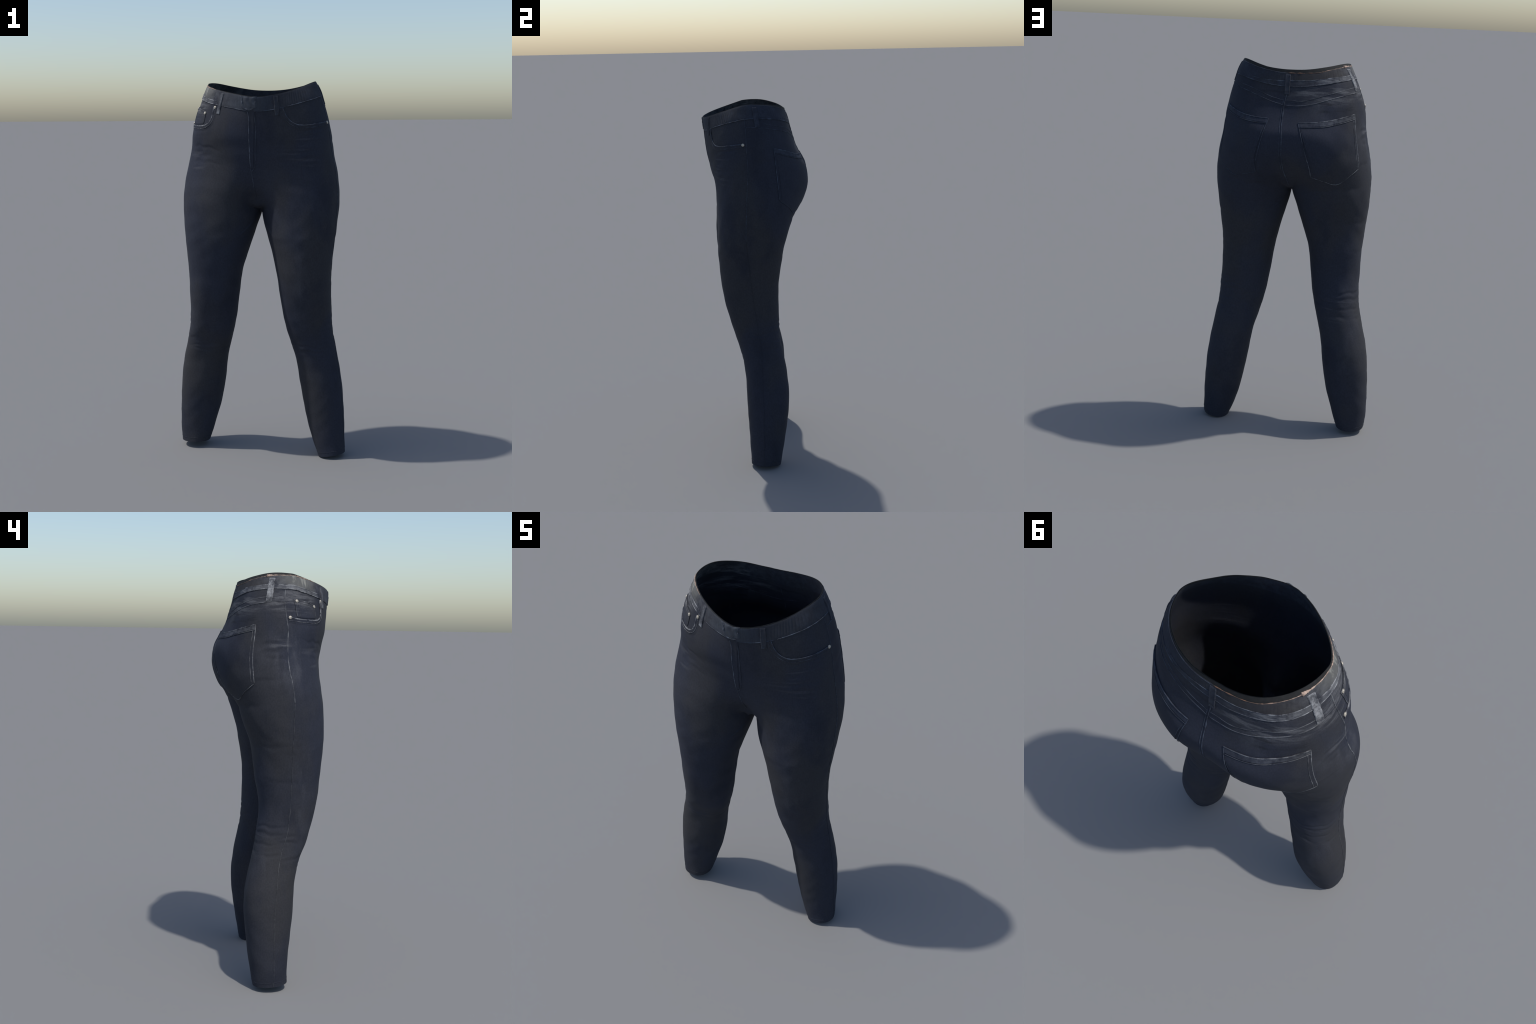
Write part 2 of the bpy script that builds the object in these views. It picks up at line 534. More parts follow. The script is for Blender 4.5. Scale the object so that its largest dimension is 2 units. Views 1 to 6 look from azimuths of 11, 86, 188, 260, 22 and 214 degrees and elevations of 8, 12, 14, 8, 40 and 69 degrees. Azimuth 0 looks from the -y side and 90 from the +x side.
def denim(name, wear=0.0, ribs=False, pale_streak=0.0):
    """Dark denim: navy and charcoal patches, weave grain, fading where rubbed; wear adds pale edges."""
    m, nt, bsdf = new_material(name)
    co = add(nt, 'ShaderNodeTexCoord').outputs['Object']
    sep = add(nt, 'ShaderNodeSeparateXYZ')
    nt.links.new(co, sep.inputs[0])
    right = remap(nt, sep.outputs['X'], 0.10, -0.30)           # wearer's right is paler: baked highlights go into its colour
    patch = remap(nt, noise(nt, co, 3.2, 3.0, 0.5, (1, 1, 0.55), (4.1, 2.2, 7.3)), 0.40, 0.60)
    calf = maths(nt, 'MAXIMUM', maths(nt, 'MULTIPLY', blob(nt, co, (-0.44, 0.04, 0.60), (0.17, 0.26, 1.00), 0.15), 0.75),
                 maths(nt, 'MULTIPLY', blob(nt, co, (0.30, -0.03, 0.28), (0.13, 0.22, 0.34), 0.3), 0.7))
    col = mix(nt, maths(nt, 'MULTIPLY', patch, 0.7), NAVY, CHARCOAL)
    col = mix(nt, maths(nt, 'MULTIPLY', calf, 0.8), col, (0.0315, 0.0312, 0.0325))
    deep = remap(nt, noise(nt, co, 6.5, 4.0, 0.55, (1, 1, 0.6), (1.7, 9.2, 3.4)), 0.48, 0.72, 0.0, 0.75)
    col = mix(nt, deep, col, INK)
    # soft paler streaks, mostly on the right hip, thigh fronts and seat
    streak = remap(nt, noise(nt, co, 14.0, 5.0, 0.6, (1, 1, 0.35), (0.3, 5.5, 1.9)), 0.45, 0.75)
    places = maths(nt, 'MAXIMUM', blob(nt, co, (-0.40, -0.02, 1.62), (0.16, 0.22, 0.24), 0.2),
                   maths(nt, 'MULTIPLY', blob(nt, co, (-0.20, 0.20, 1.82), (0.24, 0.18, 0.13), 0.2), 0.8))
    places = maths(nt, 'MAXIMUM', places, maths(nt, 'MULTIPLY', blob(nt, co, (-0.37, -0.10, 1.0), (0.13, 0.2, 0.5), 0.1), 0.55))
    places = maths(nt, 'MAXIMUM', places, maths(nt, 'MULTIPLY', blob(nt, co, (0.24, -0.22, 0.95), (0.13, 0.2, 0.35), 0.1), 0.45))
    places = maths(nt, 'MAXIMUM', places, maths(nt, 'MULTIPLY', blob(nt, co, (-0.36, 0.12, 0.55), (0.14, 0.16, 0.36), 0.1), 0.4))
    col = mix(nt, maths(nt, 'MULTIPLY', maths(nt, 'MULTIPLY', streak, 0.95), places), col, FADED)
    # level whisker streaks across the hips
    wh = remap(nt, noise(nt, co, 9.0, 3.0, 0.5, (0.6, 0.6, 7.0), (2.0, 1.0, 0.5)), 0.55, 0.75)
    where = maths(nt, 'MAXIMUM', blob(nt, co, (-0.30, -0.18, 1.62), (0.16, 0.16, 0.14), 0.2),
                  blob(nt, co, (0.27, -0.20, 1.66), (0.17, 0.16, 0.15), 0.2))
    where = maths(nt, 'MAXIMUM', where, blob(nt, co, (-0.30, 0.14, 0.71), (0.16, 0.16, 0.13), 0.2))
    col = mix(nt, maths(nt, 'MULTIPLY', maths(nt, 'MULTIPLY', wh, where), 0.55), col, FADED)
    # level rubbed streaks below the waistband and round the right hip pocket
    rub = remap(nt, noise(nt, co, 16.0, 5.0, 0.62, (0.45, 0.45, 3.2), (5.0, 3.0, 0.7)), 0.41, 0.66)
    rub_at = maths(nt, 'MAXIMUM', blob(nt, co, (-0.33, -0.04, 1.87), (0.15, 0.24, 0.085), 0.35),
                   maths(nt, 'MULTIPLY', blob(nt, co, (-0.16, 0.17, 1.85), (0.25, 0.15, 0.075), 0.3), 0.75))
    rub_at = maths(nt, 'MAXIMUM', rub_at, blob(nt, co, (-0.375, 0.03, 1.665), (0.07, 0.075, 0.035), 0.15))
    col = mix(nt, maths(nt, 'MULTIPLY', rub, rub_at), col, (0.1150, 0.1170, 0.1260))
    dark = remap(nt, noise(nt, co, 18.0, 4.0, 0.6, (0.5, 0.5, 2.6), (1.0, 8.0, 4.7)), 0.52, 0.72, 0.0, 0.7)
    col = mix(nt, maths(nt, 'MULTIPLY', dark, blob(nt, co, (-0.10, 0.08, 1.83), (0.40, 0.34, 0.13), 0.5)), col, (0.0135, 0.0145, 0.0190))
    # weave grain
    grain = noise(nt, co, 260.0, 2.0, 0.6, (1, 1, 0.30))
    cross = noise(nt, co, 320.0, 2.0, 0.6, (0.35, 0.35, 1))
    g = remap(nt, maths(nt, 'ADD', grain, cross), 0.7, 1.3, 0.87, 1.14)
    gv = add(nt, 'ShaderNodeCombineColor')
    for i in range(3):
        nt.links.new(g, gv.inputs[i])
    col = mix(nt, 1.0, col, gv.outputs[0], 'MULTIPLY')
    if wear > 0:
        w = remap(nt, noise(nt, co, 38.0, 5.0, 0.65, (1, 1, 1), (8.0, 1.0, 2.0)), 0.33, 0.62)
        worn = mix(nt, right, BLUE_WORN, PALE)
        w = maths(nt, 'MULTIPLY', w, remap(nt, noise(nt, co, 11.0, 3.0, 0.6, (1, 1, 1), (2.5, 7.5, 6.0)), 0.36, 0.60, 0.30, 1.0))
        amount = maths(nt, 'MULTIPLY', w, maths(nt, 'MULTIPLY', remap(nt, right, 0, 1, 0.7, 1.0), wear))
        col = mix(nt, amount, col, worn)
    if pale_streak > 0:
        sc = remap(nt, noise(nt, co, 24.0, 5.0, 0.65, (0.6, 0.6, 2.6), (6.0, 2.0, 5.0)), 0.44, 0.66)
        at = maths(nt, 'MAXIMUM', blob(nt, co, (-0.27, -0.04, 1.93), (0.13, 0.15, 0.07), 0.4), blob(nt, co, (-0.20, 0.18, 1.91), (0.13, 0.12, 0.06), 0.4))
        col = mix(nt, maths(nt, 'MULTIPLY', maths(nt, 'MULTIPLY', sc, at), pale_streak), col, PALE)
    if ribs:
        r = remap(nt, noise(nt, co, 30.0, 3.0, 0.6, (1, 1, 0.05), (3.0, 6.0, 0)), 0.50, 0.70)  # upright streaks that draw the ribs' pale highlights in colour
        hip = blob(nt, co, (-0.26, -0.09, 1.965), (0.12, 0.15, 0.08), 0.3)
        front = maths(nt, 'MULTIPLY', blob(nt, co, (-0.02, -0.30, 1.90), (0.17, 0.12, 0.12), 0.3), 0.75)
        col = mix(nt, maths(nt, 'MULTIPLY', remap(nt, r, 0, 1, 0.35, 1), hip), col, (0.220, 0.220, 0.200))
        col = mix(nt, maths(nt, 'MULTIPLY', remap(nt, r, 0, 1, 0.35, 1), front), col, (0.070, 0.085, 0.105))
        back = blob(nt, co, (-0.16, 0.18, 1.93), (0.30, 0.16, 0.09), 0.3)
        col = mix(nt, maths(nt, 'MULTIPLY', back, 0.6), col, (0.030, 0.027, 0.025))
    nt.links.new(col, bsdf.inputs['Base Color'])
    bsdf.inputs['Roughness'].default_value = 0.88
    bsdf.inputs['Specular IOR Level'].default_value = 0.22
    bsdf.inputs['Sheen Weight'].default_value = 0.0
    bump = add(nt, 'ShaderNodeBump', Strength=0.22, Distance=0.0012)
    soft = noise(nt, co, 46.0, 4.0, 0.6, (1, 1, 0.6))
    h = maths(nt, 'ADD', maths(nt, 'MULTIPLY', grain, 0.4), soft)
    nt.links.new(h, bump.inputs['Height'])
    nt.links.new(bump.outputs['Normal'], bsdf.inputs['Normal'])
    return m


def plain(name, colour, rough=0.85, metal=0.0, vary=0.25, scale=60.0, spec=0.25):
    m, nt, bsdf = new_material(name)
    co = add(nt, 'ShaderNodeTexCoord').outputs['Object']
    n = remap(nt, noise(nt, co, scale), 0.3, 0.7, 1 - vary, 1 + vary)
    gv = add(nt, 'ShaderNodeCombineColor')
    for i in range(3):
        nt.links.new(n, gv.inputs[i])
    nt.links.new(mix(nt, 1.0, colour, gv.outputs[0], 'MULTIPLY'), bsdf.inputs['Base Color'])
    bsdf.inputs['Roughness'].default_value = rough
    bsdf.inputs['Metallic'].default_value = metal
    bsdf.inputs['Specular IOR Level'].default_value = spec
    return m


DENIM = denim('dark_denim')
BAND = denim('ribbed_band_denim', wear=0.15, ribs=True)
WORN = denim('worn_denim', wear=0.55)
EDGE = denim('worn_seam_edge', wear=1.0)
FAINT = denim('faint_seam_denim', wear=0.7)
FACING = denim('pale_streaked_facing_denim', wear=0.24, pale_streak=0.5)
HEM = denim('rubbed_hem_denim', wear=0.26)
LINING = plain('dark_lining_cloth', (0.021, 0.0213, 0.0215), vary=0.15)
METAL = plain('pale_rivet_metal', (0.44, 0.405, 0.34), rough=0.42, metal=0.35, vary=0.2, scale=240.0, spec=0.5)


def frayed():
    m, nt, bsdf = new_material('frayed_edge_thread')
    co = add(nt, 'ShaderNodeTexCoord').outputs['Object']
    sep = add(nt, 'ShaderNodeSeparateXYZ')
    nt.links.new(co, sep.inputs[0])
    n = remap(nt, noise(nt, co, 45.0, 4.0, 0.6), 0.4, 0.65)
    right = remap(nt, sep.outputs['X'], -0.08, -0.26)
    col = mix(nt, n, (0.060, 0.040, 0.032), (0.16, 0.085, 0.055))
    col = mix(nt, maths(nt, 'MULTIPLY', right, remap(nt, n, 0, 1, 0.4, 1.0)), col, (0.46, 0.34, 0.27))
    nt.links.new(col, bsdf.inputs['Base Color'])
    bsdf.inputs['Roughness'].default_value = 0.9
    return m


FRAYED = frayed()

# ---------------------------------------------------------------- building blocks
ROOT = bpy.data.objects.new('jeans', None)
bpy.context.collection.objects.link(ROOT)
ROOT['label'] = 'dark indigo slim high-waist jeans, standing open-topped'
ROOT['category'] = 'jeans'


def make(name, verts, faces, material, parent=None, sharp=None, kind=None):
    me = bpy.data.meshes.new(name)
    me.from_pydata([tuple(map(float, v)) for v in verts], [], [tuple(map(int, f)) for f in faces])
    me.materials.append(material)
    me.shade_smooth()
    if sharp:
        me.set_sharp_from_angle(angle=math.radians(sharp))
    ob = bpy.data.objects.new(name, me)
    bpy.context.collection.objects.link(ob)
    ob.parent = parent or ROOT
    if kind:
        ob['kind'] = kind
    return ob


def on_body(az, z):
    """Point and outward normal of the cloth in a direction round the axis at a height."""
    a = math.radians(az)
    d = Vector((math.sin(a), -math.cos(a), 0))
    c = Vector((MID, -0.02, z))
    p, n, _, _ = TREE.ray_cast(c + d * 0.9, -d)
    if p is None:
        p, n, _, _ = TREE.find_nearest(c + d * 0.35)
    if n.dot(d) < 0:
        n = -n
    return np.array(p), np.array(n)


def snap(p):
    q, n, _, _ = TREE.find_nearest(Vector(p))
    return np.array(q), np.array(n)


def through(points, count):
    """Smooth curve through control points, evenly resampled."""
    P = np.array(points, float)
    if len(P) == 2:
        return P[0] + (P[1] - P[0]) * np.linspace(0, 1, count)[:, None]
    d = np.r_[0, np.cumsum(np.linalg.norm((P[1:] - P[:-1]) * ([1] * P.shape[1] if P.shape[1] == 3 else [0.005, 1]), axis=1))]
    return spline(d, P, np.linspace(0, d[-1], count))


def smooth_path(P, rounds=2):
    P = P.copy()
    for _ in range(rounds):
        P[1:-1] = (P[:-2] + 2 * P[1:-1] + P[2:]) / 4
    return P


def line_on_body(points, step=0.006, lift=0.0):
    """Polyline on the cloth through (direction, height) or xyz control points."""
    P = np.array(points, float)
    if P.shape[1] == 2:
        xyz = np.array([on_body(a, z)[0] for a, z in P])
    else:
        xyz = P
    length = np.sum(np.linalg.norm(xyz[1:] - xyz[:-1], axis=1))
    n = max(4, int(length / step))
    out, nor = [], []
    for q in through(points, n):
        p, m = on_body(*q) if len(q) == 2 else snap(q)
        out.append(p + m * lift)
        nor.append(m)
    return smooth_path(np.array(out)), np.array(nor)


def cord(path, normals, radius, sides=6, flat=0.75, pucker=0.15, seed=1):
    """Stitched ridge: a slightly flattened, puckered tube lying on the cloth."""
    rng = np.random.default_rng(seed)
    n = len(path)
    tang = np.gradient(path, axis=0)
    tang /= np.linalg.norm(tang, axis=1)[:, None] + 1e-12
    side = np.cross(tang, normals)
    side /= np.linalg.norm(side, axis=1)[:, None] + 1e-12
    up = np.cross(side, tang)
    r = radius * (1 + pucker * np.convolve(rng.normal(size=n + 4), np.ones(3) / 1.8, 'same')[2:-2])
    r = np.maximum(r, radius * 0.5)
    taper = np.minimum(1, np.minimum(np.arange(n) + 0.6, np.arange(n)[::-1] + 0.6) / 2.0)
    r = r * taper
    vs, fs = [], []
    for i in range(n):
        for k in range(sides):
            a = TAU * k / sides
            vs.append(path[i] + side[i] * (r[i] * math.cos(a)) + up[i] * (r[i] * flat * math.sin(a)))
    for i in range(n - 1):
        for k in range(sides):
            k2 = (k + 1) % sides
            fs.append((i * sides + k, (i + 1) * sides + k, (i + 1) * sides + k2, i * sides + k2))
    fs.append(tuple(range(sides)))
    fs.append(tuple(range((n - 1) * sides, n * sides))[::-1])
    return vs, fs


def join(pieces):
    vs, fs = [], []
    for v, f in pieces:
        o = len(vs)
        vs += list(v)
        fs += [tuple(i + o for i in q) for q in f]
    return vs, fs


def seam(name, lines, radius, material, parent=None, lift=0.0004, inside=False, seed=1, pucker=0.15):
    pieces = []
    for i, ln in enumerate(lines):
        p, n = line_on_body(ln, lift=lift)
        pieces.append(cord(p, n, radius, seed=seed + i, pucker=pucker))
        if inside:
            pieces.append(cord(p - n * (THICK + lift + 0.0004), n, radius * 0.8, seed=seed + i, pucker=pucker))
    return make(name, *join(pieces), material, parent)


def patch(top, bottom, nu, nv, height, edge=0.004, rows=None, normal_lift=0.0, left=None, right=None):
    """Cloth panel lying on the body between two (direction, height) curves, with rounded turned edges."""
    A, B = through(top, nu), through(bottom, nu)
    G = np.zeros((nv, nu, 3))
    M = np.zeros((nv, nu, 3))
    for j in range(nv):
        t = j / (nv - 1)
        for i in range(nu):
            q = A[i] * (1 - t) + B[i] * t
            p, n = on_body(*q)
            G[j, i], M[j, i] = p, n
    du = np.linalg.norm(G[:, -1] - G[:, 0], axis=1).mean()
    dv = np.linalg.norm(G[-1] - G[0], axis=1).mean()
    u, v = np.linspace(0, du, nu), np.linspace(0, dv, nv)
    e = np.minimum(np.minimum(u, u[::-1])[None, :], np.minimum(v, v[::-1])[:, None])
    h = height * (0.55 + 0.45 * sstep(0, edge, e))
    if callable(normal_lift):
        h = h + normal_lift(np.linspace(0, 1, nu)[None, :], np.linspace(0, 1, nv)[:, None])
    top_g = G + M * h[..., None]
    low_g = G - M * 0.0012
    vs = list(top_g.reshape(-1, 3))
    fs = []
    for j in range(nv - 1):
        for i in range(nu - 1):
            fs.append((j * nu + i, (j + 1) * nu + i, (j + 1) * nu + i + 1, j * nu + i + 1))
    ring = [(0, i) for i in range(nu)] + [(j, nu - 1) for j in range(1, nv)] + \
           [(nv - 1, i) for i in range(nu - 2, -1, -1)] + [(j, 0) for j in range(nv - 2, 0, -1)]
    o = len(vs)
    vs += [low_g[j, i] for j, i in ring]
    n = len(ring)
    for k in range(n):
        a, b = ring[k], ring[(k + 1) % n]
        fs.append((a[0] * nu + a[1], b[0] * nu + b[1], o + (k + 1) % n, o + k))
    # keep outward winding
    p, q, r = (np.array(vs[i]) for i in fs[0][:3])
    if np.dot(np.cross(q - p, r - p), M[0, 0]) < 0:
        fs = [f[::-1] for f in fs]
    return vs, fs


def dome(centre_p, normal, radius, height):
    """Rivet: a low stepped dome of revolution standing on the cloth."""
    n = normal / np.linalg.norm(normal)
    t = np.cross(n, (0, 0, 1.0))
    t /= np.linalg.norm(t)
    b = np.cross(n, t)
    prof = [(1.0, -0.5), (1.0, 0.35), (0.93, 0.55), (0.80, 0.60), (0.72, 0.48), (0.62, 0.55), (0.48, 0.88), (0.25, 1.0), (0.0, 1.03)]
    seg = 24
    vs, fs = [], []
    for r, h in prof[:-1]:
        for k in range(seg):
            a = TAU * k / seg
            vs.append(centre_p + (t * math.cos(a) + b * math.sin(a)) * r * radius + n * h * height)
    vs.append(centre_p + n * prof[-1][1] * height)
    for i in range(len(prof) - 2):
        for k in range(seg):
            k2 = (k + 1) % seg
            fs.append((i * seg + k, i * seg + k2, (i + 1) * seg + k2, (i + 1) * seg + k))
    top = (len(prof) - 2) * seg
    for k in range(seg):
        fs.append((top + k, top + (k + 1) % seg, len(vs) - 1))
    return vs, fs


# ---------------------------------------------------------------- body shell
THICK = 0.0035


def body_part(name, keep, material):
    """One region of the double-walled cloth body; its border vertices coincide with its neighbours'."""
    used = sorted({i for q in keep for i in q})
    pos = {v: i for i, v in enumerate(used)}
    n = len(used)
    idx = np.array(used)
    vs = np.concatenate([V[idx], V_SMOOTH[idx] - N_SMOOTH[idx] * (THICK + 0.001)])
    vs[:, 2] = np.maximum(vs[:, 2], 0.0)
    nor = np.concatenate([N[idx], -N_SMOOTH[idx]])
    fs = [[pos[i] for i in q] for q in keep]
    fs += [[pos[i] + n for i in q[::-1]] for q in keep]
    for a, b in OPEN_EDGES:                       # waist and hem edges are closed between the walls
        if a in pos and b in pos:
            fs.append([pos[b], pos[a], pos[a] + n, pos[b] + n])
    ob = make(name, vs, fs, material)
    ob.data.normals_split_custom_set_from_vertices([tuple(v) for v in nor])
    return ob


count = {}
for q in F:
    for a, b in zip(q, q[1:] + q[:1]):
        count[(a, b)] = count.get((a, b), 0) + 1
OPEN_EDGES = [(a, b) for (a, b) in count if (b, a) not in count]

regions = {'hips': [], 'leg_l': [], 'leg_r': [], 'waist': []}
for q, (side, k, j) in zip(F, T):
    if j < 0:
        regions['leg_l' if side > 0 else 'leg_r'].append(q)
    elif j >= N_TOP - N_BAND:
        regions['waist'].append(q)
    else:
        regions['hips'].append(q)
HIPS = body_part('hips', regions['hips'], DENIM)
LEG_LEFT = body_part('leg', regions['leg_l'], DENIM)
LEG_RIGHT = body_part('leg', regions['leg_r'], DENIM)
WAIST_LINING = body_part('waist_lining', regions['waist'], LINING)
WAIST_LINING.data.materials.append(FACING)       # the inside of the waist is faced with denim
half = len(regions['waist'])
for f in WAIST_LINING.data.polygons[half:2 * half]:
    f.material_index = 1

# ---------------------------------------------------------------- waistband
loop_cols = [('mid' if k in (0, N_OUT) else 1, k) for k in range(N_OUT + 1)] + [(-1, k) for k in range(N_OUT - 1, 0, -1)]
col_ids = np.array([[INDEX[(s, k, j)] for j in range(N_TOP - N_BAND - 1, N_TOP + 1)] for s, k in loop_cols])
RINGS, RING_N = V[col_ids], N[col_ids]


def resample_loop(A, count):
    n = len(A)
    ext = np.concatenate([A[-3:], A, A[:3]])
    return spline(np.arange(-3, n + 3).astype(float), ext.reshape(len(ext), -1), np.linspace(0, n, count, endpoint=False)).reshape((count,) + A.shape[1:])


BAND_RES = 1100
band_p, band_n = resample_loop(RINGS, BAND_RES), resample_loop(RING_N, BAND_RES)
band_n /= np.linalg.norm(band_n, axis=2)[..., None]
band_az = azimuth(band_p[:, -1])
# how much lining shows above the band, by direction
SHOW = [(-180, 0.018), (-160, 0.019), (-143, 0.024), (-127, 0.021), (-110, 0.019), (-93, 0.014), (-80, 0.007), (-65, 0.003),
        (0, 0.003), (90, 0.003), (105, 0.006), (130, 0.012), (165, 0.016), (180, 0.018)]
rng = np.random.default_rng(5)


def ring_noise(az, seed, parts=(3, 7, 13, 29)):
    r = np.random.default_rng(seed)
    return sum(np.sin(np.radians(az) * k + r.uniform(0, 6.28)) * r.uniform(0.5, 1) for k in parts) / len(parts)


def at_depth(depth, lift):
    """Closed ring of points a given distance below the waist edge."""
    L = np.concatenate([np.zeros((BAND_RES, 1)), np.cumsum(np.linalg.norm(band_p[:, ::-1][:, 1:] - band_p[:, ::-1][:, :-1], axis=2), axis=1)], axis=1)
    P, M = band_p[:, ::-1], band_n[:, ::-1]
    i = np.clip((L < depth[:, None]).sum(1) - 1, 0, L.shape[1] - 2)
    r = np.arange(BAND_RES)
    t = np.clip((depth - L[r, i]) / (L[r, i + 1] - L[r, i]), 0, 1)[:, None]
    n = M[r, i] * (1 - t) + M[r, i + 1] * t
    n /= np.linalg.norm(n, axis=1)[:, None]
    return P[r, i] * (1 - t) + P[r, i + 1] * t + n * np.reshape(lift, (-1, 1)), n, L[:, -2]


full = at_depth(np.zeros(BAND_RES), np.zeros(BAND_RES))[2]
show = np.interp(band_az, [a for a, _ in SHOW], [e for _, e in SHOW]) + 0.0012 * ring_noise(band_az, 3, (9, 17, 31, 43))
show = np.maximum(show, 0.002)
arc = np.cumsum(np.linalg.norm(np.roll(band_p[:, -4], -1, 0) - band_p[:, -4], axis=1))
phase = arc / 0.0135 * TAU + 2.2 * np.sin(arc * 31) + 1.7 * np.sin(arc * 13 + 1)
rib = 0.0011 * np.abs(np.sin(phase / 2)) * (0.55 + 0.45 * np.sin(arc * 23 + 2))
rib *= np.interp(band_az, [-180, -110, -90, 40, 90, 130, 180], [0.5, 0.6, 1.2, 1.1, 0.5, 0.5, 0.5])


def band_strip(top, bottom, height, material, name, rows=12, ribbed=0.0, span=None):
    """Raised strip running round the waist between two depths below the edge."""
    prof = [(0.0, -0.0015), (0.0, 0.55), (0.04, 0.9)] + [(t, 1.0) for t in np.linspace(0.1, 0.9, rows)] + [(0.96, 0.9), (1.0, 0.55), (1.0, -0.0015)]
    rings = []
    for t, h in prof:
        lift = np.full(BAND_RES, h if h < 0 else h * height)
        if h >= 1.0:
            lift = lift + ribbed * rib * math.sin(math.pi * min(1, max(0, (t - 0.05) / 0.9))) ** 0.5
        rings.append(at_depth(top + (bottom - top) * t, lift)[0])
    A = np.array(rings)
    m = len(prof)
    cols = range(BAND_RES)
    closed = span is None
    if not closed:
        inside = np.array([(wrap(a - span[0]) % 360) < ((span[1] - span[0]) % 360) for a in band_az])
        first = next(i for i in range(BAND_RES) if inside[i] and not inside[i - 1])
        cols = []
        i = first
        while inside[i % BAND_RES] and len(cols) < BAND_RES:
            cols.append(i % BAND_RES)
            i += 1
    cols = list(cols)
    c = len(cols)
    vs = [A[j, i] for i in cols for j in range(m)]
    fs = []
    for x in range(c if closed else c - 1):
        y = (x + 1) % c
        for j in range(m - 1):
            fs.append((x * m + j, x * m + j + 1, y * m + j + 1, y * m + j))
    p, q, r = (np.array(vs[i]) for i in fs[5][:3])
    i0 = cols[0]
    if np.dot(np.cross(q - p, r - p), band_n[i0, -5]) < 0:
        fs = [f[::-1] for f in fs]
    if not closed:
        fs.append(tuple(range(m)))
        fs.append(tuple(range((c - 1) * m, c * m))[::-1])
    return make(name, vs, fs, material, sharp=50)


WAISTBAND = band_strip(show, full + 0.002, 0.0016, BAND, 'waistband', rows=12, ribbed=0.9)
# stitched lower strip of the band, paler at the right side and back
low_top = full - np.interp(band_az, [-180, -140, -93, -60, 130, 180], [0.029, 0.026, 0.019, 0.017, 0.014, 0.029])
strip = band_strip(low_top, full + 0.001, 0.0027, FACING, 'waistband_facing', rows=6, span=(120, -47))
strip.parent = WAISTBAND


def ring_cord(depth, lift, radius, name, material, span, parent, seed=1, pucker=0.2):
    P, n, _ = at_depth(depth, np.full(BAND_RES, lift))
    start, end = span
    order = [i for i in range(BAND_RES)]
    length = (end - start) % 360
    rel = np.array([(band_az[i] - start) % 360 for i in order])
    chosen = [i for i in np.argsort(rel) if rel[i] <= length]
    return make(name, *cord(smooth_path(P[chosen][::2]), n[chosen][::2], radius, seed=seed, pucker=pucker), material, parent)


ring_cord(full + 0.001, 0.0020, 0.0022, 'waistband_stitching', EDGE, (40, 318), WAISTBAND, 3)
ring_cord(low_top, 0.0024, 0.0019, 'waistband_stitching', EDGE, (125, 312), WAISTBAND, 4)
ring_cord(full + 0.001, 0.0012, 0.0019, 'waistband_stitching', FAINT, (-37, 38), WAISTBAND, 5)
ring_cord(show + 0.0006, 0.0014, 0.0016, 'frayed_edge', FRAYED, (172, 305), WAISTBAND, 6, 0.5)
ring_cord(show + 0.0004, 0.0016, 0.0040, 'frayed_edge', FRAYED, (248, 262), WAISTBAND, 8, 0.7)
ring_cord(show + 0.0035, 0.0018, 0.0012, 'waistband_stitching', FAINT, (96, 170), WAISTBAND, 7)

# ---------------------------------------------------------------- belt loops
# direction and height of the middle of the upper and the lower end, width
LOOPS = [((-105, 1.972), (-106.8, 1.864), 0.030), ((-40.2, 1.940), (-43.6, 1.836), 0.022), ((27.1, 1.924), (28.6, 1.827), 0.024),
         ((91.2, 1.984), (93.4, 1.883), 0.027), ((173, 1.938), (174.2, 1.838), 0.027)]
for i, (top, bot, width) in enumerate(LOOPS):
    n = 26
    vs, fs = [], []
    cross = [(-1, -0.3), (-1, 0.6), (-0.82, 1.0), (-0.55, 0.82), (0.0, 0.86), (0.55, 0.82), (0.82, 1.0), (1, 0.6), (1, -0.3)]
    path, nor = [], []
    for k in range(n):
        t = k / (n - 1)
        p, m = on_body(top[0] + wrap(bot[0] - top[0]) * t, top[1] + (bot[1] - top[1]) * t)
        path.append(p)
        nor.append(m)
    path, nor = np.array(path), smooth_path(np.array(nor), 4)
    tang = np.gradient(path, axis=0)
    tang /= np.linalg.norm(tang, axis=1)[:, None]
    sid = np.cross(tang, nor)
    sid /= np.linalg.norm(sid, axis=1)[:, None]
    for k in range(n):
        t = k / (n - 1)
        stand = 0.0048 + 0.0016 * math.sin(math.pi * min(1, t / 0.75)) if t < 0.75 else 0.0048 - 0.0014 * (t - 0.75) / 0.25
        if k in (0, n - 1):
            stand *= 0.75
        for x, h in cross:
            w = width / 2 * (1 + 0.05 * math.sin(k * 1.3 + i))
            vs.append(path[k] + sid[k] * x * w + nor[k] * (h * stand if h > 0 else -0.001))
    m = len(cross)
    for k in range(n - 1):
        for j in range(m - 1):
            fs.append((k * m + j, k * m + j + 1, (k + 1) * m + j + 1, (k + 1) * m + j))
    fs.append(tuple(range(m))[::-1])
    fs.append(tuple(range((n - 1) * m, n * m)))
    a, b, c = (np.array(vs[q]) for q in fs[3][:3])
    if np.dot(np.cross(b - a, c - a), nor[0]) < 0:
        fs = [f[::-1] for f in fs]
    lp = make('belt_loop', vs, fs, (EDGE, WORN, FACING, FACING, FACING)[i], sharp=45)
    # bar tack at the foot
    foot = []
    for dz in (0.004, 0.009):
        ends = []
        for sgn in (-1, 1):
            q = path[-1] + sid[-1] * sgn * width * 0.5 - tang[-1] * dz + nor[-1] * 0.0030
            ends.append(q)
        foot.append(cord(np.linspace(ends[0], ends[1], 9), np.repeat(nor[-1][None], 9, 0), 0.0013, seed=i))
    make('bar_tack', *join(foot), EDGE, lp)

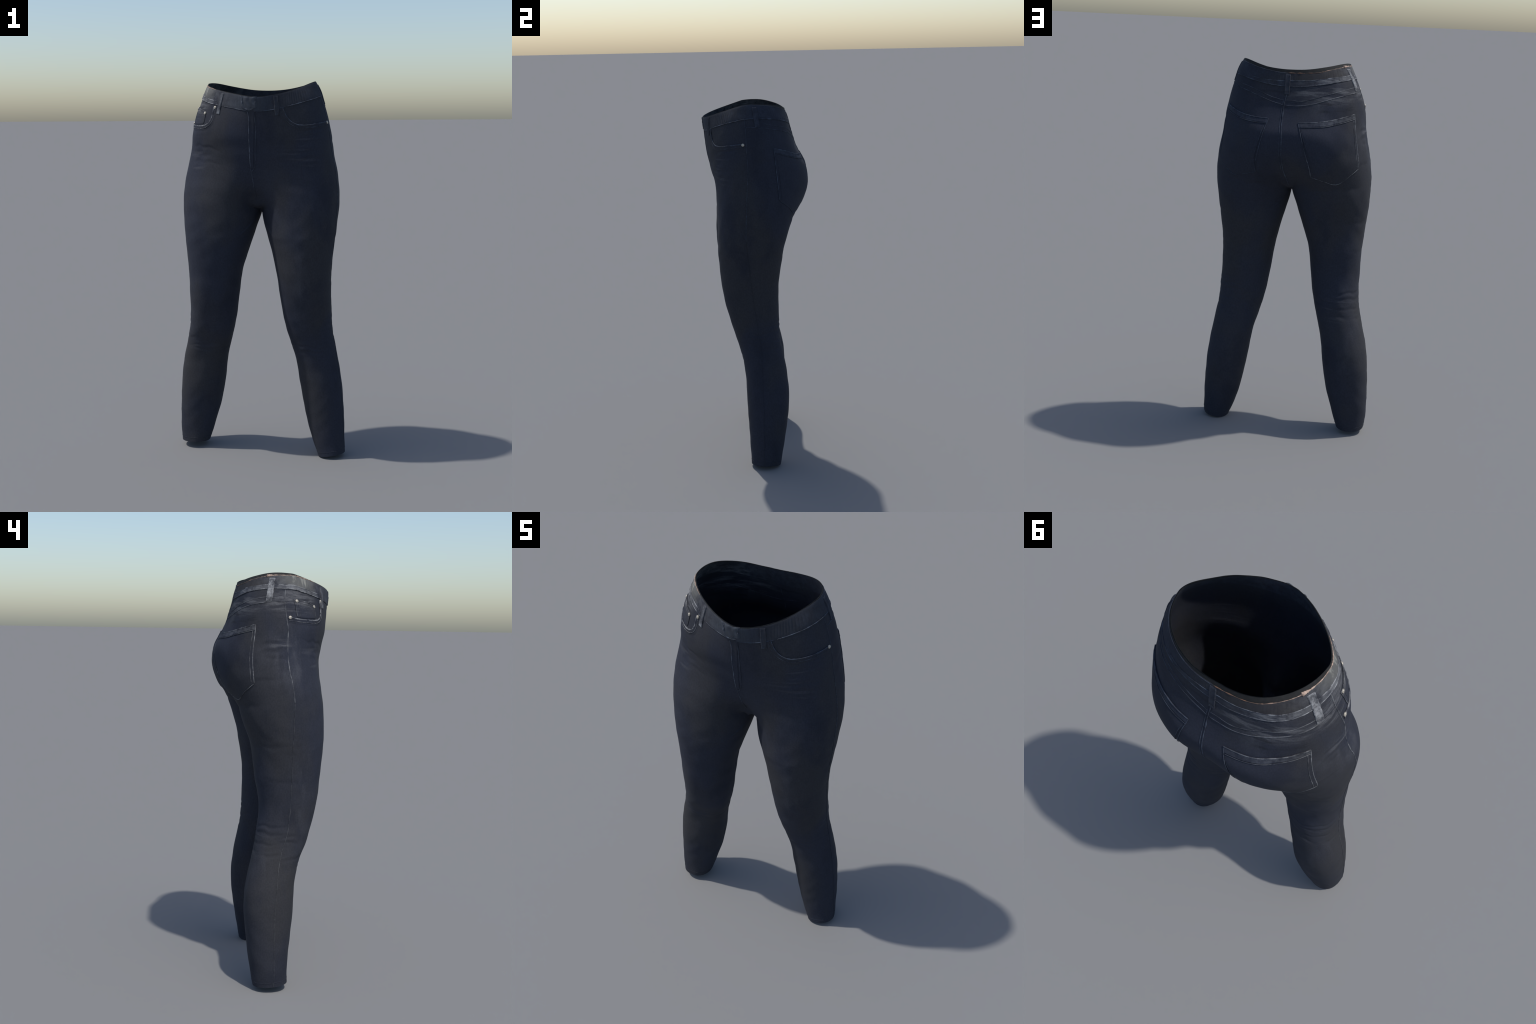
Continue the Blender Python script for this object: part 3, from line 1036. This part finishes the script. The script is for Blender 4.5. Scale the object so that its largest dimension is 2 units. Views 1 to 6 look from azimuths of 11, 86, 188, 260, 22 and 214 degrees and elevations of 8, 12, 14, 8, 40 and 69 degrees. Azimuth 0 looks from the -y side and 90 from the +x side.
# ---------------------------------------------------------------- front button tab
vs, fs = patch([(-13.5, 1.926), (-3, 1.919), (6.8, 1.921)], [(-11.5, 1.868), (-2, 1.850), (6.4, 1.868)], 26, 20, 0.0048, 0.006,
               normal_lift=lambda u, v: 0.0012 * np.sin(u * 17 + 2 * np.sin(v * 5)) + 0.0015 * np.exp(-((u - 0.12) / 0.05) ** 2) + 0.0018 * np.exp(-((u - 0.9) / 0.05) ** 2))
TAB = make('waistband_tab', vs, fs, BAND, WAISTBAND, sharp=55)
pieces = []
for ln, r in (([(-10.2, 1.917), (-9.9, 1.900), (-10.4, 1.884)], 0.0024), ([(4.9, 1.917), (5.0, 1.898), (4.4, 1.884)], 0.0020),
              ([(-10.0, 1.868), (-3.0, 1.857), (3.0, 1.861)], 0.0018), ([(-2.4, 1.874), (0.6, 1.871)], 0.0022)):
    p, n = line_on_body(ln, 0.003, 0.0054)
    pieces.append(cord(p, n, r, seed=3, pucker=0.4))
make('tab_stitching', *join(pieces), EDGE, WAISTBAND)

# ---------------------------------------------------------------- fly
FLY_EDGE = [(-4.4, 1.852), (-2.8, 1.815), (-3.4, 1.765), (-3.7, 1.700), (-4.2, 1.625), (-4.6, 1.566), (-2.9, 1.502), (-2.0, 1.448), (-1.0, 1.405)]
vs, fs = patch([(-4.2, 1.850), (4.0, 1.854)], [(-4.4, 1.562), (0.4, 1.566)], 12, 60, 0.0030, 0.005)
FLY = make('fly', vs, fs, DENIM, sharp=60)
seam('fly_edge', [FLY_EDGE[:6]], 0.0021, EDGE, FLY, lift=0.0026, seed=21)
seam('fly_edge', [FLY_EDGE[5:]], 0.0016, FAINT, FLY, seed=22)
seam('fly_stitching', [[(3.8, 1.845), (4.2, 1.80), (4.6, 1.714), (4.5, 1.638), (2.9, 1.588), (-1.0, 1.556), (-4.0, 1.545)]], 0.0012, FAINT, FLY, lift=0.0022, seed=23)

# ---------------------------------------------------------------- front pockets
def opening(points, seed, material, lip):
    """Curved pocket mouth: a turned edge that stands off the pocket bag and runs out below."""
    A = through(points, 70)
    rows = [(-0.0015, -0.0012), (-0.0012, 0.0030), (0.0010, 0.0042), (0.004, 0.0040), (0.008, 0.0032), (0.012, 0.0026), (0.020, 0.0012), (0.030, -0.0008)]
    base = np.array([on_body(*q)[0] for q in A])
    nor = np.array([on_body(*q)[1] for q in A])
    base = smooth_path(base, 3)
    tang = np.gradient(base, axis=0)
    tang /= np.linalg.norm(tang, axis=1)[:, None]
    down = np.cross(tang, nor)
    if down[35][2] > 0:
        down = -down
    vs = []
    for i in range(len(A)):
        for d, h in rows:
            p, n = snap(base[i] + down[i] * d)
            vs.append(p + n * h)
    m = len(rows)
    fs = [(i * m + j, i * m + j + 1, (i + 1) * m + j + 1, (i + 1) * m + j) for i in range(len(A) - 1) for j in range(m - 1)]
    a, b, c = (np.array(vs[q]) for q in fs[3 + m * 20][:3])
    if np.dot(np.cross(b - a, c - a), nor[20]) < 0:
        fs = [f[::-1] for f in fs]
    pocket = make('front_pocket', vs, fs, DENIM, sharp=60)
    make('pocket_edge', *cord(base + nor * 0.0032, nor, lip, pucker=0.3, seed=seed), material, pocket)
    lower = np.array([snap(base[i] + down[i] * 0.013)[0] + nor[i] * 0.0030 for i in range(len(A))])
    make('pocket_stitching', *cord(smooth_path(lower, 2), nor, 0.0012, seed=seed + 1, pucker=0.35), FAINT, pocket)
    return pocket


MOUTH_R = [(-50.3, 1.876), (-50.6, 1.851), (-51.5, 1.820), (-54.2, 1.795), (-59.5, 1.780), (-67.0, 1.776), (-76.0, 1.778), (-84.5, 1.782), (-91.0, 1.788)]
MOUTH_L = [(34.4, 1.866), (37.8, 1.825), (42.3, 1.797), (48.0, 1.781), (57.0, 1.778), (69.0, 1.787), (80.7, 1.796)]
POCKET_R = opening(MOUTH_R, 31, EDGE, 0.0034)
POCKET_L = opening(MOUTH_L, 33, EDGE, 0.0027)
vs, fs = patch([(-86.0, 1.874), (-76.0, 1.864), (-63.2, 1.848)], [(-84.2, 1.790), (-76.0, 1.786), (-62.6, 1.787)], 30, 24, 0.0032, 0.004)
COIN = make('coin_pocket', vs, fs, DENIM, POCKET_R, sharp=60)
seam('coin_pocket_edge', [[(-86.0, 1.873), (-76.0, 1.864), (-63.2, 1.848)]], 0.0019, EDGE, POCKET_R, lift=0.0030, seed=41)
seam('coin_pocket_edge', [[(-86.0, 1.873), (-85.0, 1.83), (-84.2, 1.792)], [(-63.2, 1.848), (-62.8, 1.815), (-62.6, 1.79)]], 0.0015, WORN, POCKET_R, lift=0.0026, seed=42)
seam('coin_pocket_stitching', [[(-85.4, 1.861), (-76.0, 1.852), (-63.4, 1.837)], [(-82.6, 1.858), (-81.5, 1.792)]], 0.0011, WORN, POCKET_R, lift=0.0036, seed=43)
for az, z, r, par in ((-83.8, 1.865, 0.0076, POCKET_R), (-63.7, 1.842, 0.0074, POCKET_R), (-90.2, 1.788, 0.0080, POCKET_R),
                      (-48.6, 1.870, 0.0074, POCKET_R), (80.4, 1.792, 0.0076, POCKET_L)):
    p, n = on_body(az, z)
    make('rivet', *dome(p + n * 0.0036, n, r, 0.0042), METAL, par, sharp=40)

# ---------------------------------------------------------------- back pockets
def back_pocket(top, bottom, tip, edge_material, seed):
    """Five-cornered patch pocket with a turned top hem."""
    hem_bump = lambda u, v: 0.0004 * np.sin(u * 9 + v * 7)
    vs, fs = patch(top, bottom, 44, 52, 0.0026, 0.005, normal_lift=hem_bump)
    pocket = make('back_pocket', vs, fs, DENIM, sharp=60)
    dz = 0.0225
    hs, hf = patch(top, [(a + 0.02 * (np.mean([q[0] for q in top]) - a), z - dz) for a, z in top], 40, 10, 0.0046, 0.003)
    make('pocket_hem', hs, hf, HEM, pocket, sharp=60)
    lines = [(top, 0.0023, 0.0044, edge_material), ([top[0], tip[0], bottom[0]], 0.0017, 0.0024, edge_material),
             ([top[-1], tip[1], bottom[-1]], 0.0017, 0.0024, edge_material), (bottom, 0.0014, 0.0022, FAINT)]
    hem = [(a, z - 0.024) for a, z in top]
    hem[0] = (hem[0][0] + 1.0 * np.sign(bottom[0][0] - top[0][0]), hem[0][1])
    lines.append((hem, 0.0015, 0.0044, WORN))
    turn = 2.2 * np.sign(top[0][0] - top[-1][0])
    lines.append(([(top[-1][0] + turn, top[-1][1] - 0.03), (tip[1][0] + turn, tip[1][1]), (bottom[-1][0] + turn, bottom[-1][1] + 0.004)], 0.0012, 0.0032, FAINT))
    lines.append(([(top[0][0] - turn, top[0][1] - 0.03), (tip[0][0] - turn, tip[0][1]), (bottom[0][0] - turn, bottom[0][1] + 0.006)], 0.0011, 0.0030, DENIM))
    for i, (ln, r, lift, mat) in enumerate(lines):
        seam('pocket_stitching', [ln], r, mat, pocket, lift=lift, seed=seed + i)
    return pocket


back_pocket([(-170.2, 1.706), (-158.2, 1.709), (-145.7, 1.716), (-135.5, 1.727), (-127.2, 1.738), (-116.0, 1.754)],
            [(-154.7, 1.435), (-142.2, 1.414), (-131.3, 1.398), (-123.0, 1.440), (-115.0, 1.480)],
            [(-164.0, 1.572), (-117.0, 1.610)], EDGE, 51)
back_pocket([(106.4, 1.768), (118.4, 1.750), (125.6, 1.738), (138.1, 1.724), (147.6, 1.719), (158.4, 1.717)],
            [(108.2, 1.497), (117.5, 1.455), (126.8, 1.414), (137.0, 1.428), (147.4, 1.443)],
            [(107.6, 1.605), (154.2, 1.565)], EDGE, 61)

# ---------------------------------------------------------------- seams
YOKE_L = [(82.6, 1.880), (90.1, 1.880), (99.4, 1.874), (113.0, 1.862), (126.4, 1.848), (142.0, 1.824), (156.1, 1.803), (172.0, 1.787)]
YOKE_R = [(-93.5, 1.860), (-104.0, 1.862), (-112.3, 1.856), (-126.8, 1.841), (-142.2, 1.818), (-155.8, 1.798), (-168.0, 1.788), (-180.0, 1.785), (-186.5, 1.786)]
seam('yoke_seam', [YOKE_L], 0.0020, FAINT, HIPS, inside=True, seed=71)
seam('yoke_seam', [YOKE_R], 0.0021, WORN, HIPS, inside=True, seed=72)
seam('yoke_stitching', [[(a, z + 0.022 + 0.004 * math.sin(a * 0.2)) for a, z in YOKE_L[2:]]], 0.0014, FAINT, HIPS, seed=73)
seam('yoke_stitching', [[(a, z + 0.024 + 0.003 * math.sin(a * 0.2)) for a, z in YOKE_R[1:]]], 0.0015, WORN, HIPS, seed=74)
SEAT = [(174.4, 1.858), (173.6, 1.830), (172.3, 1.782), (172.8, 1.708), (174.6, 1.623), (175.0, 1.518), (176.4, 1.447), (179.3, 1.403), (180.5, 1.375)]
seam('seat_seam', [SEAT], 0.0024, FAINT, HIPS, lift=0.0008, inside=True, seed=75, pucker=0.35)
seam('seat_stitching', [[(a - 2.0, z) for a, z in SEAT[1:7]]], 0.0014, FAINT, HIPS, seed=76, pucker=0.4)


def hip_points(pairs):
    return [tuple(on_body(a, z)[0]) for a, z in pairs]


SIDE_R = hip_points([(-93.0, 1.918), (-94.0, 1.869), (-93.5, 1.821), (-93.0, 1.788), (-91.8, 1.739), (-92.1, 1.668), (-91.9, 1.598), (-90.8, 1.533), (-89.1, 1.480), (-87.6, 1.391)])
LEG_SIDE_R = SIDE_R[-1:] + [(-0.408, -0.036, 1.24), (-0.388, -0.034, 1.05), (-0.375, -0.030, 0.866), (-0.377, -0.019, 0.770), (-0.400, 0.020, 0.643), (-0.434, 0.040, 0.508),
                            (-0.452, 0.051, 0.389), (-0.459, 0.052, 0.280), (-0.464, 0.053, 0.139), (-0.456, 0.052, 0.012)]
SIDE_L = hip_points([(81.4, 1.925), (82.6, 1.864), (83.1, 1.799), (83.8, 1.720), (84.3, 1.641), (83.5, 1.563), (83.1, 1.497), (82.4, 1.403), (81.8, 1.285)])
LEG_SIDE_L = SIDE_L[-1:] + [(0.397, -0.060, 1.101), (0.390, -0.048, 0.990), (0.387, -0.034, 0.877), (0.390, -0.022, 0.783), (0.394, -0.010, 0.697), (0.420, -0.005, 0.530),
                            (0.446, -0.004, 0.318), (0.460, -0.006, 0.140), (0.463, -0.007, 0.012)]
seam('side_seam', [SIDE_R], 0.0019, WORN, HIPS, seed=81, pucker=0.35)
seam('side_seam', [SIDE_L], 0.0017, FAINT, HIPS, seed=82)
seam('side_seam', [LEG_SIDE_R], 0.0016, HEM, LEG_RIGHT, seed=83, pucker=0.3)
seam('side_seam', [LEG_SIDE_L], 0.0015, DENIM, LEG_LEFT, seed=84, pucker=0.3)

# inner leg seams follow the middle of the inner columns; a stitched ring runs round each hem
for side, leg in ((1, LEG_LEFT), (-1, LEG_RIGHT)):
    k = N_OUT + N_IN // 2
    ids = [INDEX[(side, k, -j)] for j in range(12, N_LEG, 3)]
    make('inner_seam', *cord(smooth_path(V[ids], 3), N[ids], 0.0015, seed=91, pucker=0.3), DENIM, leg)
    ids = [INDEX[(side, q, -(N_LEG - 5))] for q in range(N_OUT + N_IN)]
    ids.append(ids[0])
    make('hem_stitching', *cord(V[ids], N[ids], 0.0012, seed=92, pucker=0.3), DENIM, leg)
